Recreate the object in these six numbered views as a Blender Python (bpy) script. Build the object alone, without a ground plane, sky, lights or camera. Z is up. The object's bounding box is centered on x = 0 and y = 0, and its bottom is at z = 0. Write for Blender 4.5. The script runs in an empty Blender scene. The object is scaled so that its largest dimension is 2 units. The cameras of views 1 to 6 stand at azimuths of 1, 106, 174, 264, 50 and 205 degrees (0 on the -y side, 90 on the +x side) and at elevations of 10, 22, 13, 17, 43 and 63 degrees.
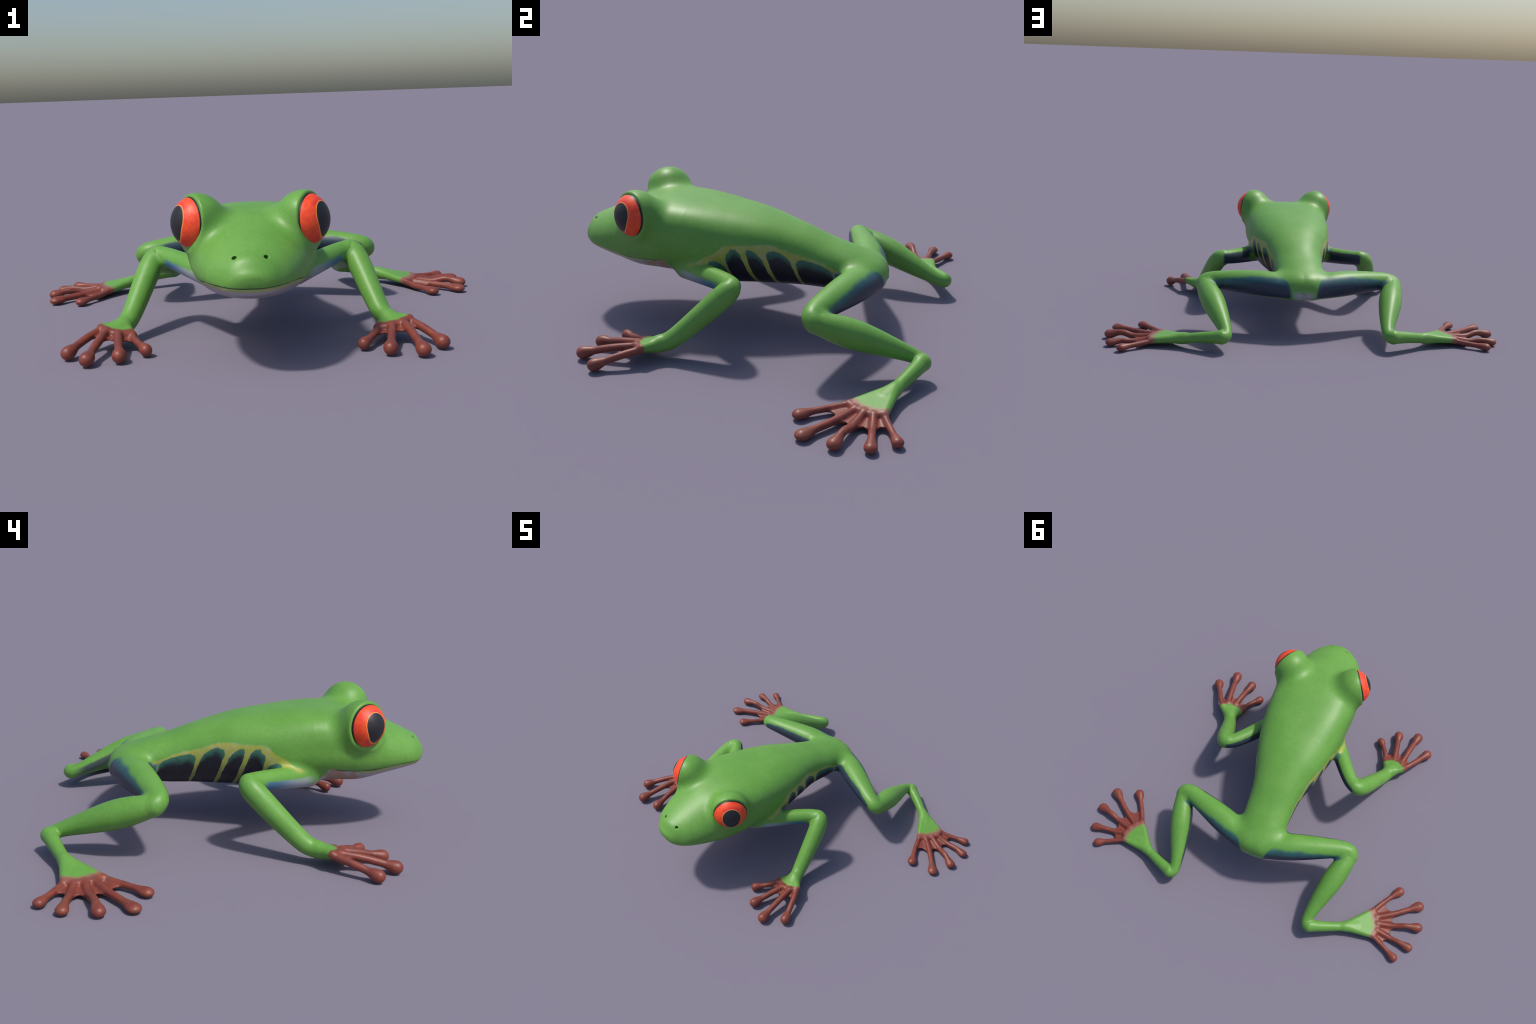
"""A green tree frog with red eyes and red-brown toes, walking.

The skin is one implicit surface: a lofted trunk-and-head profile, eye domes,
tapered limb tubes, toe tubes with round pads and thin webs, melted together
with smooth unions, then meshed and cut into named anatomical parts.  The frog
is mirror symmetric, so everything is described for x > 0 only.
"""
import math
import numpy as np
import bpy

# ------------------------------------------------------------------ profile
YS = np.array([-0.8085, -0.8000, -0.7750, -0.7400, -0.6900, -0.6100, -0.5100, -0.4000, -0.2700, -0.1200, 0.0400, 0.2000, 0.3400, 0.4400, 0.5100, 0.5500])
TRUNK = {
    'ends': [-0.8129, 0.5730],          # snout tip and rump along y
    'tipz': [0.3500, 0.2435],           # their heights
    'w':  [0.0370, 0.0624, 0.0967, 0.1330, 0.1610, 0.1922, 0.2202, 0.2390, 0.2360, 0.2242, 0.1869, 0.1399, 0.1259, 0.1180, 0.0920, 0.0620],
    'zt': [0.3660, 0.3780, 0.4119, 0.4299, 0.4517, 0.4865, 0.5230, 0.5435, 0.5371, 0.5188, 0.4905, 0.4424, 0.3888, 0.3560, 0.3290, 0.3040],
    'zb': [0.3240, 0.3045, 0.2839, 0.2794, 0.2670, 0.2443, 0.2155, 0.2113, 0.2038, 0.1769, 0.1799, 0.1803, 0.1802, 0.1964, 0.2067, 0.2150],
    'cf': [0.5000, 0.3600, 0.4920, 0.5390, 0.6040, 0.5550],        # height of the widest line
    'nt': [1.9800, 2.0800, 2.8500, 3.1500, 2.6000, 2.0800, 2.2000],      # roundness above it
    'nb': [2.3000, 2.1200, 2.2200, 2.1500, 2.2600, 2.2000],     # and below it
}
EYE_C = np.array([.1872, -.4885, .4946])
EYE_R = .0982
EYE_N = np.array([.852, -.518, .077]); EYE_N /= np.linalg.norm(EYE_N)
DOME = (np.array([0.1916, -0.4923, 0.4947]), 0.1058)
K_DOME, K_LEG, K_ARM = 0.0562, 0.0500, 0.0340

# limbs: chains of joints (x, y, z) with radii
LEG = np.array([(0.0503, 0.5033, 0.2471), (0.2069, 0.4491, 0.2595), (0.4464, 0.3651, 0.2546), (0.5010, 0.3730, 0.2335), (0.4566, 0.5221, 0.1787), (0.4019, 0.7345, 0.0943), (0.4209, 0.7800, 0.0764)])
LEG_R = np.array([0.0665, 0.0731, 0.0485, 0.0420, 0.0591, 0.0307, 0.0330])
SHANK = np.array([(0.4209, 0.7800, 0.0764), (.508, .745, .064), (.605, .700, .0450), (.660, .672, .0365)])
SHANK_R = np.array([0.0330, .0275, .0230, .0150])
ARM = np.array([(0.1630, -0.2800, 0.2600), (0.3253, -0.0590, 0.2847), (0.3890, -0.0005, 0.2955)])
ARM_R = np.array([0.0490, 0.0413, 0.0365])
FOREARM = np.array([(0.3890, -0.0005, 0.2955), (0.4242, -0.0332, 0.2560), (0.4898, -0.2094, 0.0938), (.517, -.275, .066), (.540, -.315, .056)])
FOREARM_R = np.array([0.0365, 0.0482, 0.0395, .0335, .0220])

# fingers and toes: knuckle, middle joints, pad;  shaft radius;  pad half sizes
FINGERS = [
    ([(.468, -.352, .045), (.446, -.406, .041), (.401, -.472, .0235)], .0140, .0225),
    ([(.519, -.366, .061), (.506, -.450, .048), (.4885, -.547, .0265)], .0162, .0270),
    ([(.566, -.352, .069), (.583, -.465, .052), (.601, -.577, .0265)], .0162, .0280),
    ([(.590, -.322, .070), (.642, -.405, .051), (.687, -.487, .0260)], .0158, .0270),
]
TOES = [
    ([(.716, .552, .028), (.755, .480, .021), (.816, .389, .0200)], .0130, .0262),
    ([(.744, .580, .027), (.828, .525, .022), (.9425, .432, .0195)], .0150, .0284),
    ([(.762, .615, .030), (.850, .590, .021), (.908, .571, .033), (.974, .5505, .0235)], .0150, .0262),
    ([(.772, .652, .030), (.849, .661, .018), (.906, .668, .0235), (.9605, .6745, .0195)], .0138, .0242),
    ([(.760, .688, .028), (.832, .722, .021), (.904, .758, .0200)], .0125, .0225),
]
NOSTRIL = (.0540, -.758, .4115)
MOUTH_Y = [-.84, -.80, -.74, -.68, -.60, -.50, -.43, -.385, -.34]
MOUTH_Z = [.314, .317, .321, .319, .306, .297, .300, .307, .316]


# ------------------------------------------------------------------ implicit tools
def cspline(xk, yk, x):
    xk = np.asarray(xk, float); yk = np.asarray(yk, float)
    h = np.diff(xk); d = np.diff(yk) / h
    m = np.empty(len(xk)); m[1:-1] = (d[:-1] * h[1:] + d[1:] * h[:-1]) / (h[:-1] + h[1:])
    m[0] = d[0] * 1.5 - m[1] * .5; m[-1] = d[-1] * 1.5 - m[-2] * .5
    i = np.clip(np.searchsorted(xk, x) - 1, 0, len(xk) - 2)
    t = np.clip((x - xk[i]) / h[i], 0, 1); a = (1 - t) ** 2; b = t * t
    return yk[i] * (1 + 2 * t) * a + yk[i + 1] * (3 - 2 * t) * b + h[i] * (m[i] * t * a - m[i + 1] * (1 - t) * b)


def smin(a, b, k):
    h = np.maximum(k - np.abs(a - b), 0) / k
    return np.minimum(a, b) - h * h * k * .25


def smax(a, b, k):
    return -smin(-a, -b, k)


def sstep(a, b, x):
    t = np.clip((x - a) / (b - a), 0, 1)
    return t * t * (3 - 2 * t)


FAR = 9.0


def near(P, lo, hi, margin=.13):
    return np.flatnonzero(((P > lo - margin) & (P < hi + margin)).all(1))


def tube(P, pts, rad, sub=6, squash=None):
    """distance to a smooth tapered tube through the joints; squash flattens its root"""
    pts = np.asarray(pts, float); rad = np.asarray(rad, float); n = len(pts)
    out = np.full(len(P), FAR)
    idx = near(P, pts.min(0) - rad.max(), pts.max(0) + rad.max())
    if not len(idx):
        return out
    q = np.linspace(0, n - 1, (n - 1) * sub + 1); u = np.arange(n) * 1.
    if n > 2:
        Q = np.stack([cspline(u, pts[:, k], q) for k in range(3)], 1); R = cspline(u, rad, q)
    else:
        Q = pts[0] + (pts[1] - pts[0]) * q[:, None]; R = rad[0] + (rad[1] - rad[0]) * q
    X = P[idx]; best = np.full(len(X), FAR * FAR); par = np.zeros(len(X))
    for i, (a, b) in enumerate(zip(Q[:-1], Q[1:])):
        ab = b - a; t = np.clip(((X - a) @ ab) / (ab @ ab + 1e-12), 0, 1)
        v = X - a - t[:, None] * ab
        d = np.einsum('ij,ij->i', v, v); w = d < best
        best[w] = d[w]; par[w] = i + t[w]
    s = par / sub
    if n == 2:
        out[idx] = np.sqrt(best) - (rad[0] + (rad[1] - rad[0]) * s)
        return out
    C = lambda s: np.stack([cspline(u, pts[:, k], s) for k in range(3)], 1)
    for it in range(3):                                  # Newton steps to the nearest point of the smooth axis
        m = np.clip(s, .03, n - 1.03); c0, lo, hi = C(m), C(m - .03), C(m + .03)
        g = (hi - lo) / .06; cc = (hi - 2 * c0 + lo) / .0009
        g2 = (g * g).sum(1); v = X - c0
        den = np.maximum(g2 - (v * cc).sum(1), .4 * g2)
        s = np.clip(np.where(np.abs(s - m) > 0, m, s) + np.clip((v * g).sum(1) / den, -.25, .25), 0, n - 1)
    v = X - C(s); e = (v * v).sum(1)
    if squash:
        e = e + squash[0] * np.clip(1 - s / (n - 1), 0, 1) * (v[:, 1] * math.cos(squash[1]) + v[:, 2] * math.sin(squash[1])) ** 2
    out[idx] = np.sqrt(e) - cspline(u, rad, s)
    return out


def triangle(P, a, b, c, r, r_far=None, ax=None):
    """distance to a rounded triangular sheet, tapering from r at a to r_far along ax"""
    a, b, c = (np.asarray(v, float) for v in (a, b, c))
    out = np.full(len(P), FAR); T = np.stack([a, b, c])
    idx = near(P, T.min(0), T.max(0), .06)
    if not len(idx):
        return out
    X = P[idx]; n = np.cross(b - a, c - a); n /= np.linalg.norm(n)
    inside = np.ones(len(X), bool); e2 = np.full(len(X), FAR)
    for s, t in ((a, b), (b, c), (c, a)):
        st = t - s; v = X - s
        inside &= (v @ np.cross(n, st)) >= 0
        w = v - np.clip(v @ st / (st @ st), 0, 1)[:, None] * st
        e2 = np.minimum(e2, np.einsum('ij,ij->i', w, w))
    pl = (X - a) @ n
    if r_far is not None:
        r = r + (r_far - r) * np.clip((X - a) @ ax / (ax @ ax), 0, 1)
    out[idx] = np.where(inside, np.abs(pl), np.sqrt(e2)) - r
    return out


# ------------------------------------------------------------------ the frog's parts
def trunk(P):
    y0, y1 = TRUNK['ends']
    ys = np.clip(P[:, 1], y0 + 1e-4, y1 - 1e-4)
    ang = lambda y: np.arccos(1 - 2 * (y - y0) / (y1 - y0))
    T = np.concatenate([[0], ang(YS), [np.pi]]); t = ang(ys)
    tip, tail = TRUNK['tipz']
    w = np.maximum(cspline(T, [0] + TRUNK['w'] + [0], t), .003)
    zt = cspline(T, [tip] + TRUNK['zt'] + [tail], t); zb = cspline(T, [tip] + TRUNK['zb'] + [tail], t)
    zc = zb + (zt - zb) * np.interp(ys, [-.812, -.77, -.5, -.2, .2, .55], TRUNK['cf'])
    nt = np.interp(ys, [-.75, -.58, -.45, -.28, -.1, .3, .55], TRUNK['nt']); nb = np.interp(ys, [-.75, -.45, -.28, -.1, .3, .55], TRUNK['nb'])
    dz = P[:, 2] - zc; up = dz > 0
    h = np.maximum(np.where(up, zt - zc, zc - zb), .003); n = np.where(up, nt, nb)
    ax = np.abs(P[:, 0]); az = np.abs(dz)
    g = ((ax / w) ** n + (az / h) ** n + 1e-12) ** (1 / n); rho = np.sqrt(ax * ax + az * az) + 1e-9
    d = np.where(g < 1e-2, -np.minimum(w, h), rho * (1 - 1 / np.maximum(g, 1e-4)))
    out = np.maximum(y0 - P[:, 1], P[:, 1] - y1)
    return np.where(out > 0, np.sqrt(out ** 2 + np.maximum(d, 0) ** 2), d)


def head_details(P, d):
    """closed mouth, nostrils"""
    idx = np.flatnonzero((P[:, 1] < -.33) & (P[:, 2] < .47) & (np.abs(d) < .06))
    if len(idx):
        X = P[idx]; u = np.interp(X[:, 1], MOUTH_Y, MOUTH_Z) - X[:, 2]
        fade = sstep(-.355, -.42, X[:, 1]) * sstep(.0, .02, X[:, 2] - .2)
        cut = sstep(-.0005, .0035, u) * (.0035 * np.exp(-np.maximum(u, 0) / .03) + .0075 * np.exp(-(u / .0055) ** 2))
        e = d[idx] + cut * fade
        v = X - np.array(NOSTRIL); ax = np.array([.35, -.85, .40])            # pits running inwards
        v = v - np.outer(np.clip(v @ ax, -.02, .006), ax)
        e = smax(e, -(np.sqrt(((v / np.array([1.25, 1., 1.])) ** 2).sum(1)) - .0066), .005)
        d = d.copy(); d[idx] = e
    return d


def digit(P, joints, r, pad, flat):
    n = len(joints)
    J = [np.array(j) for j in joints]
    rr = [r * .90] + [r * 1.0] * (n - 2) + [r * .88]
    sh = tube(P, J, rr, 5)
    c = J[-1]; d = J[-1] - J[-2]; d = d / np.linalg.norm(d)
    idx = np.flatnonzero(sh < .1)
    if len(idx):
        hz = c[2] * (.86 if flat else 1.0); c = np.array([c[0], c[1], hz])      # the pad rests on the ground
        X = P[idx] - c
        q = X * np.array([1, 1, pad / hz])
        al = q @ d
        q = q - np.outer(al, d) * np.where(al < 0, .38, 0.0)[:, None]            # pad drawn out towards the shaft
        e = (np.sqrt((q * q).sum(1)) - pad) * min(hz / pad, 1)
        sh = sh.copy(); sh[idx] = smin(sh[idx], e, .012)
    return sh


def bend(P, da, db, a, j, b, k):
    """two limb segments meeting at the joint j: soft on the inside of the bend, plain outside"""
    u, v = a - j, b - j
    inn = u / np.linalg.norm(u) + v / np.linalg.norm(v); inn /= np.linalg.norm(inn)
    return smin(da, db, .008 + (k - .008) * sstep(.0, .035, (P - j) @ inn))


def along(joints, f):
    """point at the fraction f of a digit's length"""
    J = np.array(joints, float); L = np.r_[0, np.cumsum(np.linalg.norm(np.diff(J, axis=0), axis=1))]
    return np.array([np.interp(f * L[-1], L, J[:, k]) for k in range(3)])


def palm(P, wrist, wr, digits, reach, web_r, droop):
    """flat fan from the wrist to the knuckles, and the webs between the digits"""
    K = [np.array(d[0][0]) for d in digits]
    pts = np.array([wrist] + K); A = np.c_[pts[:, :2], np.ones(len(pts))]
    pl = np.linalg.lstsq(A, pts[:, 2], rcond=None)[0]                          # one plane through wrist and knuckles
    pts[:, 2] = A @ pl; wrist, K = pts[0], list(pts[1:])
    d = np.full(len(P), FAR)
    web = np.full(len(P), FAR)
    axis = np.mean(K, axis=0) - wrist; rk = np.mean([g[1] for g in digits])
    for (a, b, k0, k1) in zip(digits[:-1], digits[1:], K[:-1], K[1:]):
        d = np.minimum(d, triangle(P, wrist, k0, k1, wr, rk, axis))
        dz = np.array([0, 0, -droop])
        f = reach
        a1, b1 = along(a[0], f) + dz, along(b[0], f) + dz
        mid = (along(a[0], f * .78) + along(b[0], f * .78)) * .5 + dz
        for tri in ((k0 + dz, a1, mid), (k0 + dz, mid, k1 + dz), (k1 + dz, mid, b1)):
            web = np.minimum(web, triangle(P, *tri, web_r))
    return d, web


def parts(P):
    """distances of all parts at points with x >= 0"""
    D = {}
    body = trunk(P)
    v = P - DOME[0]
    fwd = np.cross([0, 0, 1], EYE_N); fwd = -fwd / np.linalg.norm(fwd)
    low = sstep(-.01, .085, v @ (fwd * .65 + np.array([0, 0, -.76])))
    dome = smax(np.sqrt((v * v).sum(1)) - DOME[1] + .0075 * low, (P - EYE_C) @ EYE_N - .034, .009)
    D['body'] = head_details(P, smin(body, dome, K_DOME))
    shin, shank = tube(P, LEG[3:], LEG_R[3:], 8), tube(P, SHANK, SHANK_R, 8)
    leg = bend(P, tube(P, LEG[:4], LEG_R[:4], 8, (.42, 1.346)), shin, LEG[2], LEG[3], LEG[4], .024)
    D['leg'] = bend(P, leg, shank, LEG[5], LEG[6], SHANK[1], .016)
    D['arm'] = bend(P, tube(P, ARM, ARM_R, 8), tube(P, FOREARM, FOREARM_R, 8), ARM[1], ARM[2], FOREARM[2], .024)
    D['foot'], D['footweb'] = palm(P, SHANK[-2] + np.array([0, 0, .002]), .0240, TOES, .42, .0040, .006)
    D['hand'], D['handweb'] = palm(P, FOREARM[-2], .0260, FINGERS, .27, .0040, .008)
    for i, (j, r, p) in enumerate(TOES):
        D['toe%d' % i] = digit(P, j, r, p, True)
    for i, (j, r, p) in enumerate(FINGERS):
        D['finger%d' % i] = digit(P, j, r, p, False)
    return D


def skin(P, want=False):
    P = P.copy(); P[:, 0] = np.abs(P[:, 0])
    D = parts(P)
    d = smin(smin(D['body'], D['leg'], K_LEG), D['arm'], K_ARM)
    for limb, ext, n in (('foot', 'toe', 5), ('hand', 'finger', 4)):
        e = np.full(len(P), FAR)
        for i in range(n):
            e = np.minimum(e, D['%s%d' % (ext, i)])
        e = smin(e, D[limb + 'web'], .012)
        e = smin(D[limb], e, .011)
        d = smin(d, e, .022)
    return (d, D) if want else d


# ------------------------------------------------------------------ meshing (surface nets on the x > 0 half)
H = .0037


def build_half():
    B = 8
    lo = np.array([0, -.86, -.012]); hi = np.array([1.03, .86, .64])
    nb = np.ceil((hi - lo) / (H * B)).astype(int); n = nb * B
    org = lo + np.array([.5 * H, 0, 0])
    bi = np.stack(np.meshgrid(*[np.arange(k) for k in nb], indexing='ij'), -1).reshape(-1, 3)
    cen = org + (bi * B + (B - 1) / 2) * H
    dc = skin(cen)
    live = np.abs(dc) < .055
    F = np.where(dc < 0, -1., 1.).astype(np.float32).reshape(nb)
    F = F.repeat(B, 0).repeat(B, 1).repeat(B, 2)
    off = np.stack(np.meshgrid(*[np.arange(B)] * 3, indexing='ij'), -1).reshape(-1, 3)
    lb = bi[live]
    for s in range(0, len(lb), 700):
        ijk = (lb[s:s + 700, None] * B + off[None]).reshape(-1, 3)
        F[ijk[:, 0], ijk[:, 1], ijk[:, 2]] = skin(org + ijk * H)
    F = np.concatenate([F[:1], F])                       # mirrored layer at x = -H/2
    org = org - np.array([H, 0, 0])
    S = F < 0
    c = [S[a:S.shape[0] - 1 + a, b:S.shape[1] - 1 + b, e:S.shape[2] - 1 + e] for a in (0, 1) for b in (0, 1) for e in (0, 1)]
    cnt = sum(x.astype(np.int8) for x in c)
    cell = np.argwhere((cnt > 0) & (cnt < 8))
    vid = np.full(cnt.shape, -1, np.int32); vid[tuple(cell.T)] = np.arange(len(cell))
    acc = np.zeros((len(cell), 3)); num = np.zeros(len(cell))
    cor = [(a, b, e) for a in (0, 1) for b in (0, 1) for e in (0, 1)]
    val = [F[cell[:, 0] + a, cell[:, 1] + b, cell[:, 2] + e].astype(float) for a, b, e in cor]
    for i, p in enumerate(cor):
        for j, q in enumerate(cor):
            if i < j and sum(abs(x - y) for x, y in zip(p, q)) == 1:
                m = (val[i] < 0) != (val[j] < 0)
                t = np.where(m, val[i] / np.where(m, val[i] - val[j], 1), 0)
                acc[m] += (np.array(p) + t[:, None] * (np.array(q) - np.array(p)))[m]; num[m] += 1
    V = org + (cell + acc / num[:, None]) * H
    quads = []
    for ax in range(3):
        u, w = [(1, 2), (2, 0), (0, 1)][ax]
        sl0 = [slice(None)] * 3; sl1 = [slice(None)] * 3
        sl0[ax] = slice(0, -1); sl1[ax] = slice(1, None)
        cross = S[tuple(sl0)] != S[tuple(sl1)]
        e = np.argwhere(cross)
        lim = np.array(cnt.shape)
        ok = (e[:, u] >= 1) & (e[:, w] >= 1) & (e[:, u] < lim[u]) & (e[:, w] < lim[w])
        e = e[ok]
        inside = S[tuple(e.T)]
        du = np.zeros(3, int); du[u] = 1; dw = np.zeros(3, int); dw[w] = 1
        q = np.stack([vid[tuple((e - du - dw).T)], vid[tuple((e - dw).T)], vid[tuple(e.T)], vid[tuple((e - du).T)]], 1)
        q[~inside] = q[~inside][:, ::-1]
        quads.append(q)
    Q = np.concatenate(quads); Q = Q[(Q >= 0).all(1)]
    seam = cell[:, 0] == 0
    V[seam, 0] = 0
    return V, Q, seam


def gradient(V, e=.0006):
    G = np.empty_like(V)
    for k in range(3):
        o = np.zeros(3); o[k] = e
        G[:, k] = (skin(V + o) - skin(V - o)) / (2 * e)
    return G


V, Q, seam = build_half()
for it in range(2):                                     # settle the vertices on the surface
    G = gradient(V); g2 = np.maximum((G * G).sum(1), .05)
    step = -(skin(V) / g2)[:, None] * G
    L = np.linalg.norm(step, axis=1, keepdims=True)
    V += step * np.minimum(1, .5 * H / np.maximum(L, 1e-9))
    V[seam, 0] = 0
V[:, 2] = np.maximum(V[:, 2], 0.0)
N = gradient(V); N[seam, 0] = 0
N /= np.maximum(np.linalg.norm(N, axis=1, keepdims=True), 1e-9)

# which part does every face belong to
FC = V[Q].mean(1)
_, D = skin(FC, True)
names = ['body', 'leg', 'arm', 'foot', 'hand'] + ['toe%d' % i for i in range(5)] + ['finger%d' % i for i in range(4)]
raw = np.stack([np.minimum(D[k], D[k + 'web']) if k in ('foot', 'hand') else D[k] for k in names], 1)
lab = raw.argmin(1)
for k in range(5, 14):                                   # digits begin a little way past the knuckle
    J = np.array((TOES if k < 10 else FINGERS)[k - 5 if k < 10 else k - 10][0])
    d = J[1] - J[0]; d /= np.linalg.norm(d)
    back = (lab == k) & ((FC - J[0]) @ d < .012)
    lab[back] = 3 if k < 10 else 4
body = lab == 0
lab_name = np.array(names, object)[lab]
lab_name[body] = np.where(FC[body, 1] < -.315, 'head', 'torso')

# ------------------------------------------------------------------ materials

class Nodes:
    """tiny helper: arithmetic on sockets"""
    def __init__(self, name):
        self.mat = bpy.data.materials.new(name); self.mat.use_nodes = True
        self.t = self.mat.node_tree; self.t.nodes.clear()
        self.out = self.t.nodes.new('ShaderNodeOutputMaterial')
        self.bsdf = self.t.nodes.new('ShaderNodeBsdfPrincipled')
        self.t.links.new(self.bsdf.outputs[0], self.out.inputs[0])
        self.tc = self.t.nodes.new('ShaderNodeTexCoord')

    def put(self, sock, v):
        if isinstance(v, bpy.types.NodeSocket):
            self.t.links.new(v, sock)
        else:
            sock.default_value = v

    def m(self, op, a, b=None, c=None, clamp=False):
        n = self.t.nodes.new('ShaderNodeMath'); n.operation = op; n.use_clamp = clamp
        for i, v in enumerate((a, b, c)):
            if v is not None:
                self.put(n.inputs[i], v)
        return n.outputs[0]

    def add(self, *a):
        r = a[0]
        for b in a[1:]:
            r = self.m('ADD', r, b)
        return r

    def sub(self, a, b): return self.m('SUBTRACT', a, b)
    def mul(self, *a):
        r = a[0]
        for b in a[1:]:
            r = self.m('MULTIPLY', r, b)
        return r
    def inv(self, a): return self.m('SUBTRACT', 1.0, a)
    def max(self, *a):
        r = a[0]
        for b in a[1:]:
            r = self.m('MAXIMUM', r, b)
        return r
    def min(self, *a):
        r = a[0]
        for b in a[1:]:
            r = self.m('MINIMUM', r, b)
        return r

    def step(self, x, a, b):
        """0 at a, 1 at b, smooth"""
        n = self.t.nodes.new('ShaderNodeMapRange'); n.interpolation_type = 'SMOOTHSTEP'
        if a < b:
            self.put(n.inputs[0], x); n.inputs[1].default_value = a; n.inputs[2].default_value = b
            n.inputs[3].default_value = 0; n.inputs[4].default_value = 1
        else:
            self.put(n.inputs[0], x); n.inputs[1].default_value = b; n.inputs[2].default_value = a
            n.inputs[3].default_value = 1; n.inputs[4].default_value = 0
        return n.outputs[0]

    def lin(self, c, k, *v):
        """k + c . (x, y, z ...)"""
        r = None
        for a, b in zip(c, v):
            if a:
                q = self.mul(b, float(a)); r = q if r is None else self.add(r, q)
        return self.add(r, float(k))

    def curve(self, x, pts, vec=False):
        """smooth (or straight) curve through (x, y) points"""
        xs = [p[0] for p in pts]; ys = [p[1] for p in pts]
        x0, x1 = min(xs), max(xs); y0, y1 = min(ys), max(ys)
        if y1 - y0 < 1e-6: y1 = y0 + 1
        n = self.t.nodes.new('ShaderNodeFloatCurve'); c = n.mapping.curves[0]
        P = [((a - x0) / (x1 - x0), (b - y0) / (y1 - y0)) for a, b in pts]
        while len(c.points) < len(P):
            c.points.new(.5, .5)
        for q, (a, b) in zip(sorted(c.points, key=lambda q: q.location[0]), P):
            q.location = (a, b)
            if vec: q.handle_type = 'VECTOR'
        n.mapping.use_clip = False; n.mapping.extend = 'HORIZONTAL'; n.mapping.update()
        self.put(n.inputs['Value'], self.m('DIVIDE', self.sub(x, x0), x1 - x0, clamp=True))
        return self.add(self.mul(n.outputs[0], y1 - y0), y0)

    def noise(self, scale, detail=3, rough=.5, vec=None, dist=0.):
        n = self.t.nodes.new('ShaderNodeTexNoise'); n.inputs['Scale'].default_value = scale
        n.inputs['Detail'].default_value = detail; n.inputs['Roughness'].default_value = rough
        n.inputs['Distortion'].default_value = dist
        self.t.links.new(vec or self.tc.outputs['Object'], n.inputs['Vector'])
        return n.outputs['Fac']

    def mix(self, f, a, b):
        n = self.t.nodes.new('ShaderNodeMix'); n.data_type = 'RGBA'
        self.put(n.inputs['Factor'], f)
        for s, v in ((n.inputs[6], a), (n.inputs[7], b)):
            self.put(s, v if isinstance(v, bpy.types.NodeSocket) else (*v, 1.0))
        return n.outputs[2]

    def bump(self, h, strength, dist=.002):
        n = self.t.nodes.new('ShaderNodeBump'); n.inputs['Strength'].default_value = strength
        n.inputs['Distance'].default_value = dist; self.put(n.inputs['Height'], h)
        self.t.links.new(n.outputs[0], self.bsdf.inputs['Normal'])


GREEN, GREEN_B = (.122, .318, .046), (.140, .345, .055)
YELLOW = (.350, .380, .062)
RED, RED_B = (.235, .050, .030), (.185, .040, .028)
NAVY, TEAL, BLACK = (.021, .033, .062), (.040, .150, .100), (.010, .011, .016)


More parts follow.
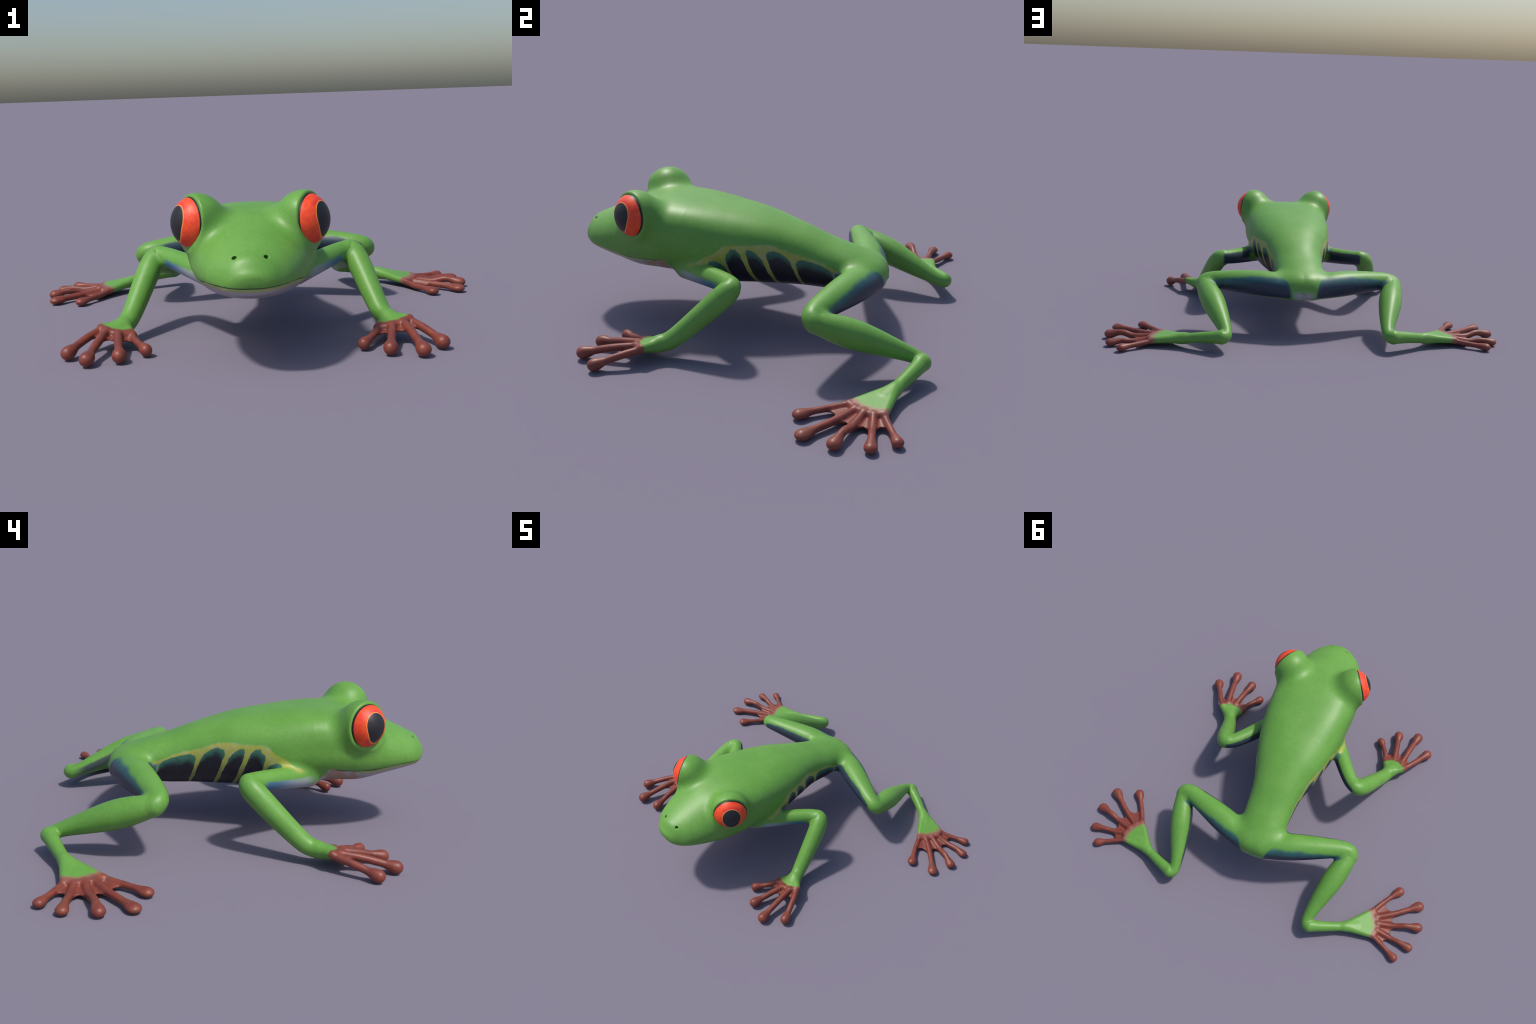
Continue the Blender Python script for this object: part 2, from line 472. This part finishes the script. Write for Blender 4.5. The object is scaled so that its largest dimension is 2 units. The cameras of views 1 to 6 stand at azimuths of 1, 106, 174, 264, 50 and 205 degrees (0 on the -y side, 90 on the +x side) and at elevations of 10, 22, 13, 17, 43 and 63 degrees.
def skin_material():
    s = Nodes('frog_skin')
    sep = s.t.nodes.new('ShaderNodeSeparateXYZ'); s.t.links.new(s.tc.outputs['Object'], sep.inputs[0])
    x = s.m('ABSOLUTE', sep.outputs[0]); y, z = sep.outputs[1], sep.outputs[2]
    n1 = s.noise(9, 4, .55); n2 = s.noise(60, 3, .6); n3 = s.noise(26, 4, .6)
    wob = s.sub(n3, .5)                                   # edge wobble
    # --- green back
    g = s.mix(s.step(n1, .35, .65), GREEN, GREEN_B)
    g = s.mix(s.mul(s.step(n2, .45, .70), .35), g, (.100, .275, .042))
    g = s.mix(s.mul(s.step(s.noise(150, 2, .6), .48, .72), .40), g, (.165, .385, .075))
    col = g

    def over(mask, c):
        nonlocal col
        col = s.mix(mask, col, c)

    on_trunk = s.mul(s.step(y, -.24, -.22), s.step(y, .40, .37))
    # --- pale belly, chest and throat
    edge = s.curve(y, [(-.82, .20), (-.372, .20), (-.362, .303), (-.345, .277), (-.317, .249), (-.28, .235), (-.2, .225), (-.05, .205), (.2, .195), (.36, .215), (.5, .20)], True)
    bx = s.step(s.add(x, s.mul(wob, .02)), .085, .065)
    front = s.step(y, -.24, -.27)
    pale = s.mul(s.step(s.sub(edge, z), -.004, .006), s.max(bx, s.mul(front, s.step(x, .26, .21))), s.step(y, .54, .50))
    cream = s.mix(s.step(n3, .40, .62), (.42, .38, .40), (.36, .24, .19))
    over(pale, cream)
    # --- flank: yellow field with dark slanting bars
    ytop = s.curve(y, [(-.30, .295), (-.245, .310), (-.215, .318), (-.175, .344), (-.134, .365), (-.108, .384), (-.092, .397), (-.055, .402), (.016, .399), (.07, .402), (.1, .398), (.171, .370), (.26, .344), (.336, .315), (.368, .302), (.40, .29)])
    hy = s.sub(s.add(ytop, s.mul(s.sub(n2, .5), .012)), z)
    flank = s.mul(s.step(hy, -.002, .006), s.step(x, .055, .07), s.step(y, -.262, -.23), s.step(y, .43, .41), s.step(x, .26, .235), s.max(s.step(y, -.115, -.085), s.step(z, .286, .302)))
    fringe = s.mul(s.step(hy, -.006, .001), s.step(hy, .008, .002), s.step(y, -.12, -.06), s.step(y, .36, .30), s.step(x, .10, .12))
    fine = s.sub(s.noise(38, 2, .5), .5)
    u = s.add(s.lin((1, .28), -.28 * .34, y, z), s.mul(fine, .010))
    bars = s.curve(u, [(-.20, .25), (-.187, .285), (-.172, .312), (-.150, .329), (-.132, .330), (-.112, .318), (-.102, .300), (-.099, .16), (-.0905, .16),
                       (-.087, .335), (-.076, .362), (-.050, .386), (-.030, .384), (-.016, .362), (-.0125, .16), (.002, .16),
                       (.005, .365), (.016, .383), (.034, .380), (.052, .362), (.066, .335), (.070, .16), (.083, .16),
                       (.086, .355), (.095, .372), (.122, .378), (.145, .368), (.168, .345), (.176, .322), (.179, .16), (.190, .16),
                       (.193, .316), (.204, .332), (.225, .339), (.262, .330), (.300, .318), (.330, .301), (.338, .29), (.340, .16), (.347, .16), (.350, .285), (.40, .285)], True)
    hb = s.add(s.sub(bars, z), s.mul(fine, .008))
    bar = s.step(hb, -.003, .006)
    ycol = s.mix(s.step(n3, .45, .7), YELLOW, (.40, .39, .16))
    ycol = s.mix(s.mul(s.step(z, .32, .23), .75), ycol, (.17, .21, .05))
    ycol = s.mix(s.mul(s.step(y, .325, .335), s.step(z, .294, .282)), ycol, (.15, .25, .17))
    fcol = s.mix(s.step(s.add(hb, s.mul(wob, .03)), .048, .008), BLACK, TEAL)
    fcol = s.mix(s.mul(s.step(n3, .55, .72), .5), fcol, (.018, .035, .065))
    over(s.mul(fringe, s.step(n3, .40, .6), .5), (.30, .44, .26))
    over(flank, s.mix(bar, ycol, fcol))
    # --- hind legs: dark blue behind and in front of the thigh
    thy = s.curve(x, [(.03, .515), (.18, .4654), (.30, .417), (.418, .372), (.51, .355)])
    b = s.sub(y, thy)
    rear_top = s.curve(x, [(.05, .236), (.066, .252), (.074, .271), (.085, .292), (.10, .3015), (.13, .3045), (.18, .305), (.25, .305), (.30, .295), (.335, .291), (.39, .280), (.44, .270), (.47, .264)])
    rt = s.add(s.sub(rear_top, z), s.mul(wob, .008))
    rear = s.mul(s.step(rt, -.011, .008), s.step(b, .018, .026), s.step(s.add(b, s.mul(x, .12)), .128, .116), s.step(x, .056, .076), s.step(x, .485, .455), s.step(z, .202, .212))
    rcol = s.mix(s.step(rt, .040, .004), NAVY, (.026, .120, .125))
    rcol = s.mix(s.mul(s.step(n3, .42, .62), .35), rcol, (.035, .05, .085))
    front_top = s.curve(x, [(.11, .300), (.16, .302), (.253, .299), (.346, .296), (.40, .288), (.465, .272), (.49, .255)])
    ft = s.add(s.sub(front_top, z), s.mul(wob, .014))
    frt = s.mul(s.step(ft, -.003, .009), s.step(b, -.018, -.026), s.step(x, .125, .14), s.step(x, .49, .470), s.step(y, .26, .28), s.step(z, .202, .212))
    fcol2 = s.mix(s.step(ft, .05, .010), NAVY, (.030, .060, .085))
    hind = s.step(y, .27, .30)
    # pale underside of the thigh
    under = s.mul(s.step(z, .208, .200), hind, s.step(b, -.08, -.06), s.step(b, .09, .07), s.step(x, .10, .14), s.step(x, .49, .46))
    over(under, (.34, .25, .23))
    over(rear, rcol)
    over(frt, fcol2)
    # inner side of the shin
    shx = s.curve(y, [(.36, .51), (.45, .482), (.532, .4535), (.63, .427), (.718, .405), (.77, .407)])
    shz = s.curve(y, [(.36, .2365), (.45, .207), (.532, .1747), (.63, .136), (.718, .1009), (.77, .08)])
    a = s.sub(shx, x); c = s.sub(z, shz)
    sh = s.mul(s.step(s.add(s.lin((.50, -.87), 0, a, c), s.mul(wob, .010)), -.004, .008), s.step(c, -.034, -.012), s.step(sep.outputs[0], .0, .02), s.step(y, .42, .47), s.step(y, .775, .70), s.step(a, .10, .08), s.step(a, .0, .01))
    over(s.mul(sh, .92), (.040, .052, .070))
    # vent
    vent = s.mul(s.step(y, .548, .556), s.step(s.add(x, s.mul(wob, .03)), .068, .030), s.step(s.add(z, s.mul(wob, .02)), .258, .226), .85)
    over(vent, s.mix(s.step(n3, .4, .6), (.30, .33, .45), (.42, .36, .36)))
    # --- upper arms: navy behind, lighter blue in front below
    arx = s.curve(x, [(.16, -.285), (.23, -.185), (.304, -.085), (.345, -.035), (.387, .011)])
    arz = s.curve(x, [(.16, .266), (.23, .272), (.304, .281), (.345, .292), (.387, .3035)])
    ab = s.mul(s.sub(y, arx), .75)
    az = s.sub(z, arz)
    arm_zone = s.mul(s.step(x, .20, .225), s.step(x, .392, .380), s.step(y, .06, .045), s.step(y, -.30, -.27))
    behind = s.mul(s.step(s.add(s.lin((.75, -.65), 0, ab, az), s.mul(wob, .010)), .0, .010), s.step(ab, .004, .012), s.step(az, -.05, -.035), arm_zone, s.step(s.sub(x, s.mul(ab, .8)), .18, .20))
    over(behind, s.mix(s.step(az, -.01, .03), NAVY, (.040, .060, .080)))
    low = s.mul(s.step(s.add(s.lin((-.45, -.9), 0, ab, az), s.mul(wob, .012)), .020, .034), s.step(ab, .012, .0), s.step(ab, -.075, -.055), s.step(x, .19, .235), s.step(x, .372, .350), s.step(y, -.02, -.05))
    over(low, s.mix(s.step(x, .34, .24), (.06, .16, .30), (.33, .36, .42)))
    # --- lips
    mz = s.curve(y, list(zip(MOUTH_Y, MOUTH_Z)))
    lip = s.add(s.sub(mz, z), s.mul(wob, .004))
    jaw = s.mul(s.step(lip, .001, .003), s.step(y, -.345, -.365), s.step(x, .27, .25))
    thr = s.mix(s.mul(s.step(s.add(n3, s.mul(s.step(y, -.60, -.40), .18)), .52, .66), s.step(y, -.68, -.5)), (.37, .35, .38), (.37, .23, .165))
    thr = s.mix(s.mul(s.step(lip, .020, .013), s.step(y, -.42, -.56)), thr, s.mix(s.step(n3, .5, .7), (.34, .40, .13), (.44, .36, .18)))
    over(jaw, thr)
    over(s.mul(s.step(lip, -.001, .001), s.step(lip, .006, .004), s.step(y, -.37, -.40)), (.05, .11, .025))  # shadow of the mouth gap, painted as a dark line along the groove
    nd = s.m('SQRT', s.add(s.m('POWER', s.sub(x, NOSTRIL[0]), 2.0), s.m('POWER', s.sub(y, NOSTRIL[1] + .004), 2.0), s.m('POWER', s.sub(z, NOSTRIL[2]), 2.0)))
    over(s.step(nd, .0088, .0055), (.030, .080, .018))  # nostril pits tinted darker to deepen the shade inside them
    # --- red-brown hands and feet
    edge_n = s.add(s.mul(wob, .022), s.mul(fine, .012))
    kx, ky = .545, -.345
    # the hand: beyond an arc around the wrist
    hd = s.m('SQRT', s.add(s.m('POWER', s.m('ABSOLUTE', s.sub(x, .520)), 2.0), s.m('POWER', s.m('ABSOLUTE', s.sub(y, -.262)), 2.0)))
    hand = s.mul(s.step(s.add(hd, edge_n), .079, .096), s.step(y, -.27, -.285), s.step(z, .13, .11), s.step(x, .36, .38))
    fd = s.m('SQRT', s.add(s.m('POWER', s.m('ABSOLUTE', s.sub(x, .625)), 2.0), s.m('POWER', s.m('ABSOLUTE', s.sub(y, .672)), 2.0)))
    foot = s.mul(s.step(s.add(fd, edge_n), .115, .141), s.step(x, .66, .68), s.step(y, .30, .34))
    red = s.mix(s.step(n3, .4, .62), RED, RED_B)
    red = s.mix(s.mul(s.step(n1, .52, .66), .35), red, (.19, .065, .028))
    over(s.mul(foot, s.inv(foot), 1.6), (.34, .27, .16))
    over(s.max(hand, foot), red)
    over(s.mul(s.step(fd, .162, .130), foot, .35), (.36, .20, .15))
    s.t.links.new(col, s.bsdf.inputs['Base Color'])
    s.bsdf.inputs['Roughness'].default_value = .46
    s.bsdf.inputs['Specular IOR Level'].default_value = .5
    s.bump(s.noise(140, 3, .6), .12, .002)
    return s.mat


def eye_material():
    """red iris, black pupil with a thin gold ring, dark rim; local +z is the axis of the eye"""
    s = Nodes('frog_eye')
    sep = s.t.nodes.new('ShaderNodeSeparateXYZ'); s.t.links.new(s.tc.outputs['Object'], sep.inputs[0])
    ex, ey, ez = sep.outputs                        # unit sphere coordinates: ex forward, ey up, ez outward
    ax, ay = s.add(ex, -.01), s.add(ey, -.08)
    up = s.step(ay, -.05, .05)
    # rounded above, drawn to a point below
    ry = s.add(s.mul(up, .545 - .725), .725)
    v = s.m('ABSOLUTE', s.m('DIVIDE', ay, ry)); h = s.m('ABSOLUTE', s.m('DIVIDE', ax, .50))
    e = s.mul(s.inv(s.m('SQRT', s.add(s.m('POWER', h, 2.0), s.m('POWER', v, s.add(1.45, s.mul(up, .65)))))), .5)
    n = s.noise(5, 4, .6); m = s.noise(14, 3, .6)
    iris = s.mix(s.step(n, .35, .65), (.94, .088, .016), (.85, .052, .016))
    iris = s.mix(s.mul(s.step(m, .52, .7), .45), iris, (.85, .16, .02))
    iris = s.mix(s.mul(s.step(e, -.20, -.06), s.step(s.m('ABSOLUTE', ey), .42, .60), .7), iris, (.72, .022, .03))
    iris = s.mix(s.step(e, -.048, -.012), iris, (.93, .32, .045))
    iris = s.mix(s.step(e, -.016, .010), iris, (.014, .014, .018))
    iris = s.mix(s.step(s.sub(ez, s.mul(ex, .020)), .430, .405), iris, (.008, .008, .008))
    s.t.links.new(iris, s.bsdf.inputs['Base Color'])
    s.bsdf.inputs['Roughness'].default_value = .48
    return s.mat


# ------------------------------------------------------------------ objects
def link(o, parent):
    bpy.context.scene.collection.objects.link(o)
    o.parent = parent
    return o


frog = bpy.data.objects.new('tree_frog', None)
frog.empty_display_size = .2
bpy.context.scene.collection.objects.link(frog)
frog['label'] = 'green tree frog with bulging red eyes and red toes'
frog['category'] = 'frog'
SKIN, EYE = skin_material(), eye_material()


def add_part(name, V, N, F, parent):
    used, inv = np.unique(F, return_inverse=True)
    me = bpy.data.meshes.new(name)
    me.from_pydata(V[used].tolist(), [], inv.reshape(F.shape).tolist())
    me.polygons.foreach_set('use_smooth', np.ones(len(me.polygons), bool))
    me.materials.append(SKIN)
    me.update()
    me.normals_split_custom_set_from_vertices(N[used].tolist())
    return link(bpy.data.objects.new(name, me), parent)


flip = np.array([-1., 1., 1.])
V2 = np.concatenate([V, V * flip]); N2 = np.concatenate([N, N * flip])
twin = np.arange(len(V)) + len(V); twin[seam] = np.flatnonzero(seam)
mirror = lambda F: twin[F][:, ::-1]
pick = lambda k: Q[lab_name == k]
both = lambda k: np.concatenate([pick(k), mirror(pick(k))])
head = add_part('head', V2, N2, both('head'), frog)
torso = add_part('torso', V2, N2, both('torso'), frog)
for side in (0, 1):
    get = (lambda k: pick(k)) if side == 0 else (lambda k: mirror(pick(k)))
    arm = add_part('forelimb', V2, N2, get('arm'), frog)
    add_part('hand', V2, N2, get('hand'), arm)
    for i in range(4):
        add_part('finger', V2, N2, get('finger%d' % i), arm)
    leg = add_part('hindlimb', V2, N2, get('leg'), frog)
    add_part('foot', V2, N2, get('foot'), leg)
    for i in range(5):
        add_part('toe', V2, N2, get('toe%d' % i), leg)


def eyeball(flipped):
    """unit sphere with its pole on +z"""
    nu, nv = 96, 64
    th = np.linspace(0, np.pi, nv + 1)[1:-1]; ph = np.arange(nu) * 2 * np.pi / nu
    vs = [(0, 0, 1)] + [(math.sin(t) * math.cos(p), math.sin(t) * math.sin(p), math.cos(t)) for t in th for p in ph] + [(0, 0, -1)]
    idx = lambda r, c: 1 + r * nu + c % nu
    fs = [(0, idx(0, c), idx(0, c + 1)) for c in range(nu)]
    fs += [(idx(r, c), idx(r + 1, c), idx(r + 1, c + 1), idx(r, c + 1)) for r in range(len(th) - 1) for c in range(nu)]
    fs += [(len(vs) - 1, idx(len(th) - 1, c + 1), idx(len(th) - 1, c)) for c in range(nu)]
    if flipped:
        fs = [f[::-1] for f in fs]
    me = bpy.data.meshes.new('eye'); me.from_pydata(vs, [], fs)
    me.polygons.foreach_set('use_smooth', np.ones(len(me.polygons), bool))
    me.materials.append(EYE); me.update()
    return me


from mathutils import Matrix, Vector
for sgn in (1, -1):
    o = link(bpy.data.objects.new('eye', eyeball(sgn < 0)), head)
    n = Vector((EYE_N[0] * sgn, EYE_N[1], EYE_N[2])).normalized()
    upv = (Vector((0, 0, 1)) - n * n.z).normalized()
    fwd = upv.cross(n) * sgn                              # local x points backwards on both sides
    M = Matrix((fwd, upv, n)).transposed() @ Matrix.Diagonal((EYE_R, EYE_R, EYE_R))
    o.matrix_world = Matrix.Translation((EYE_C[0] * sgn, EYE_C[1], EYE_C[2])) @ M.to_4x4()
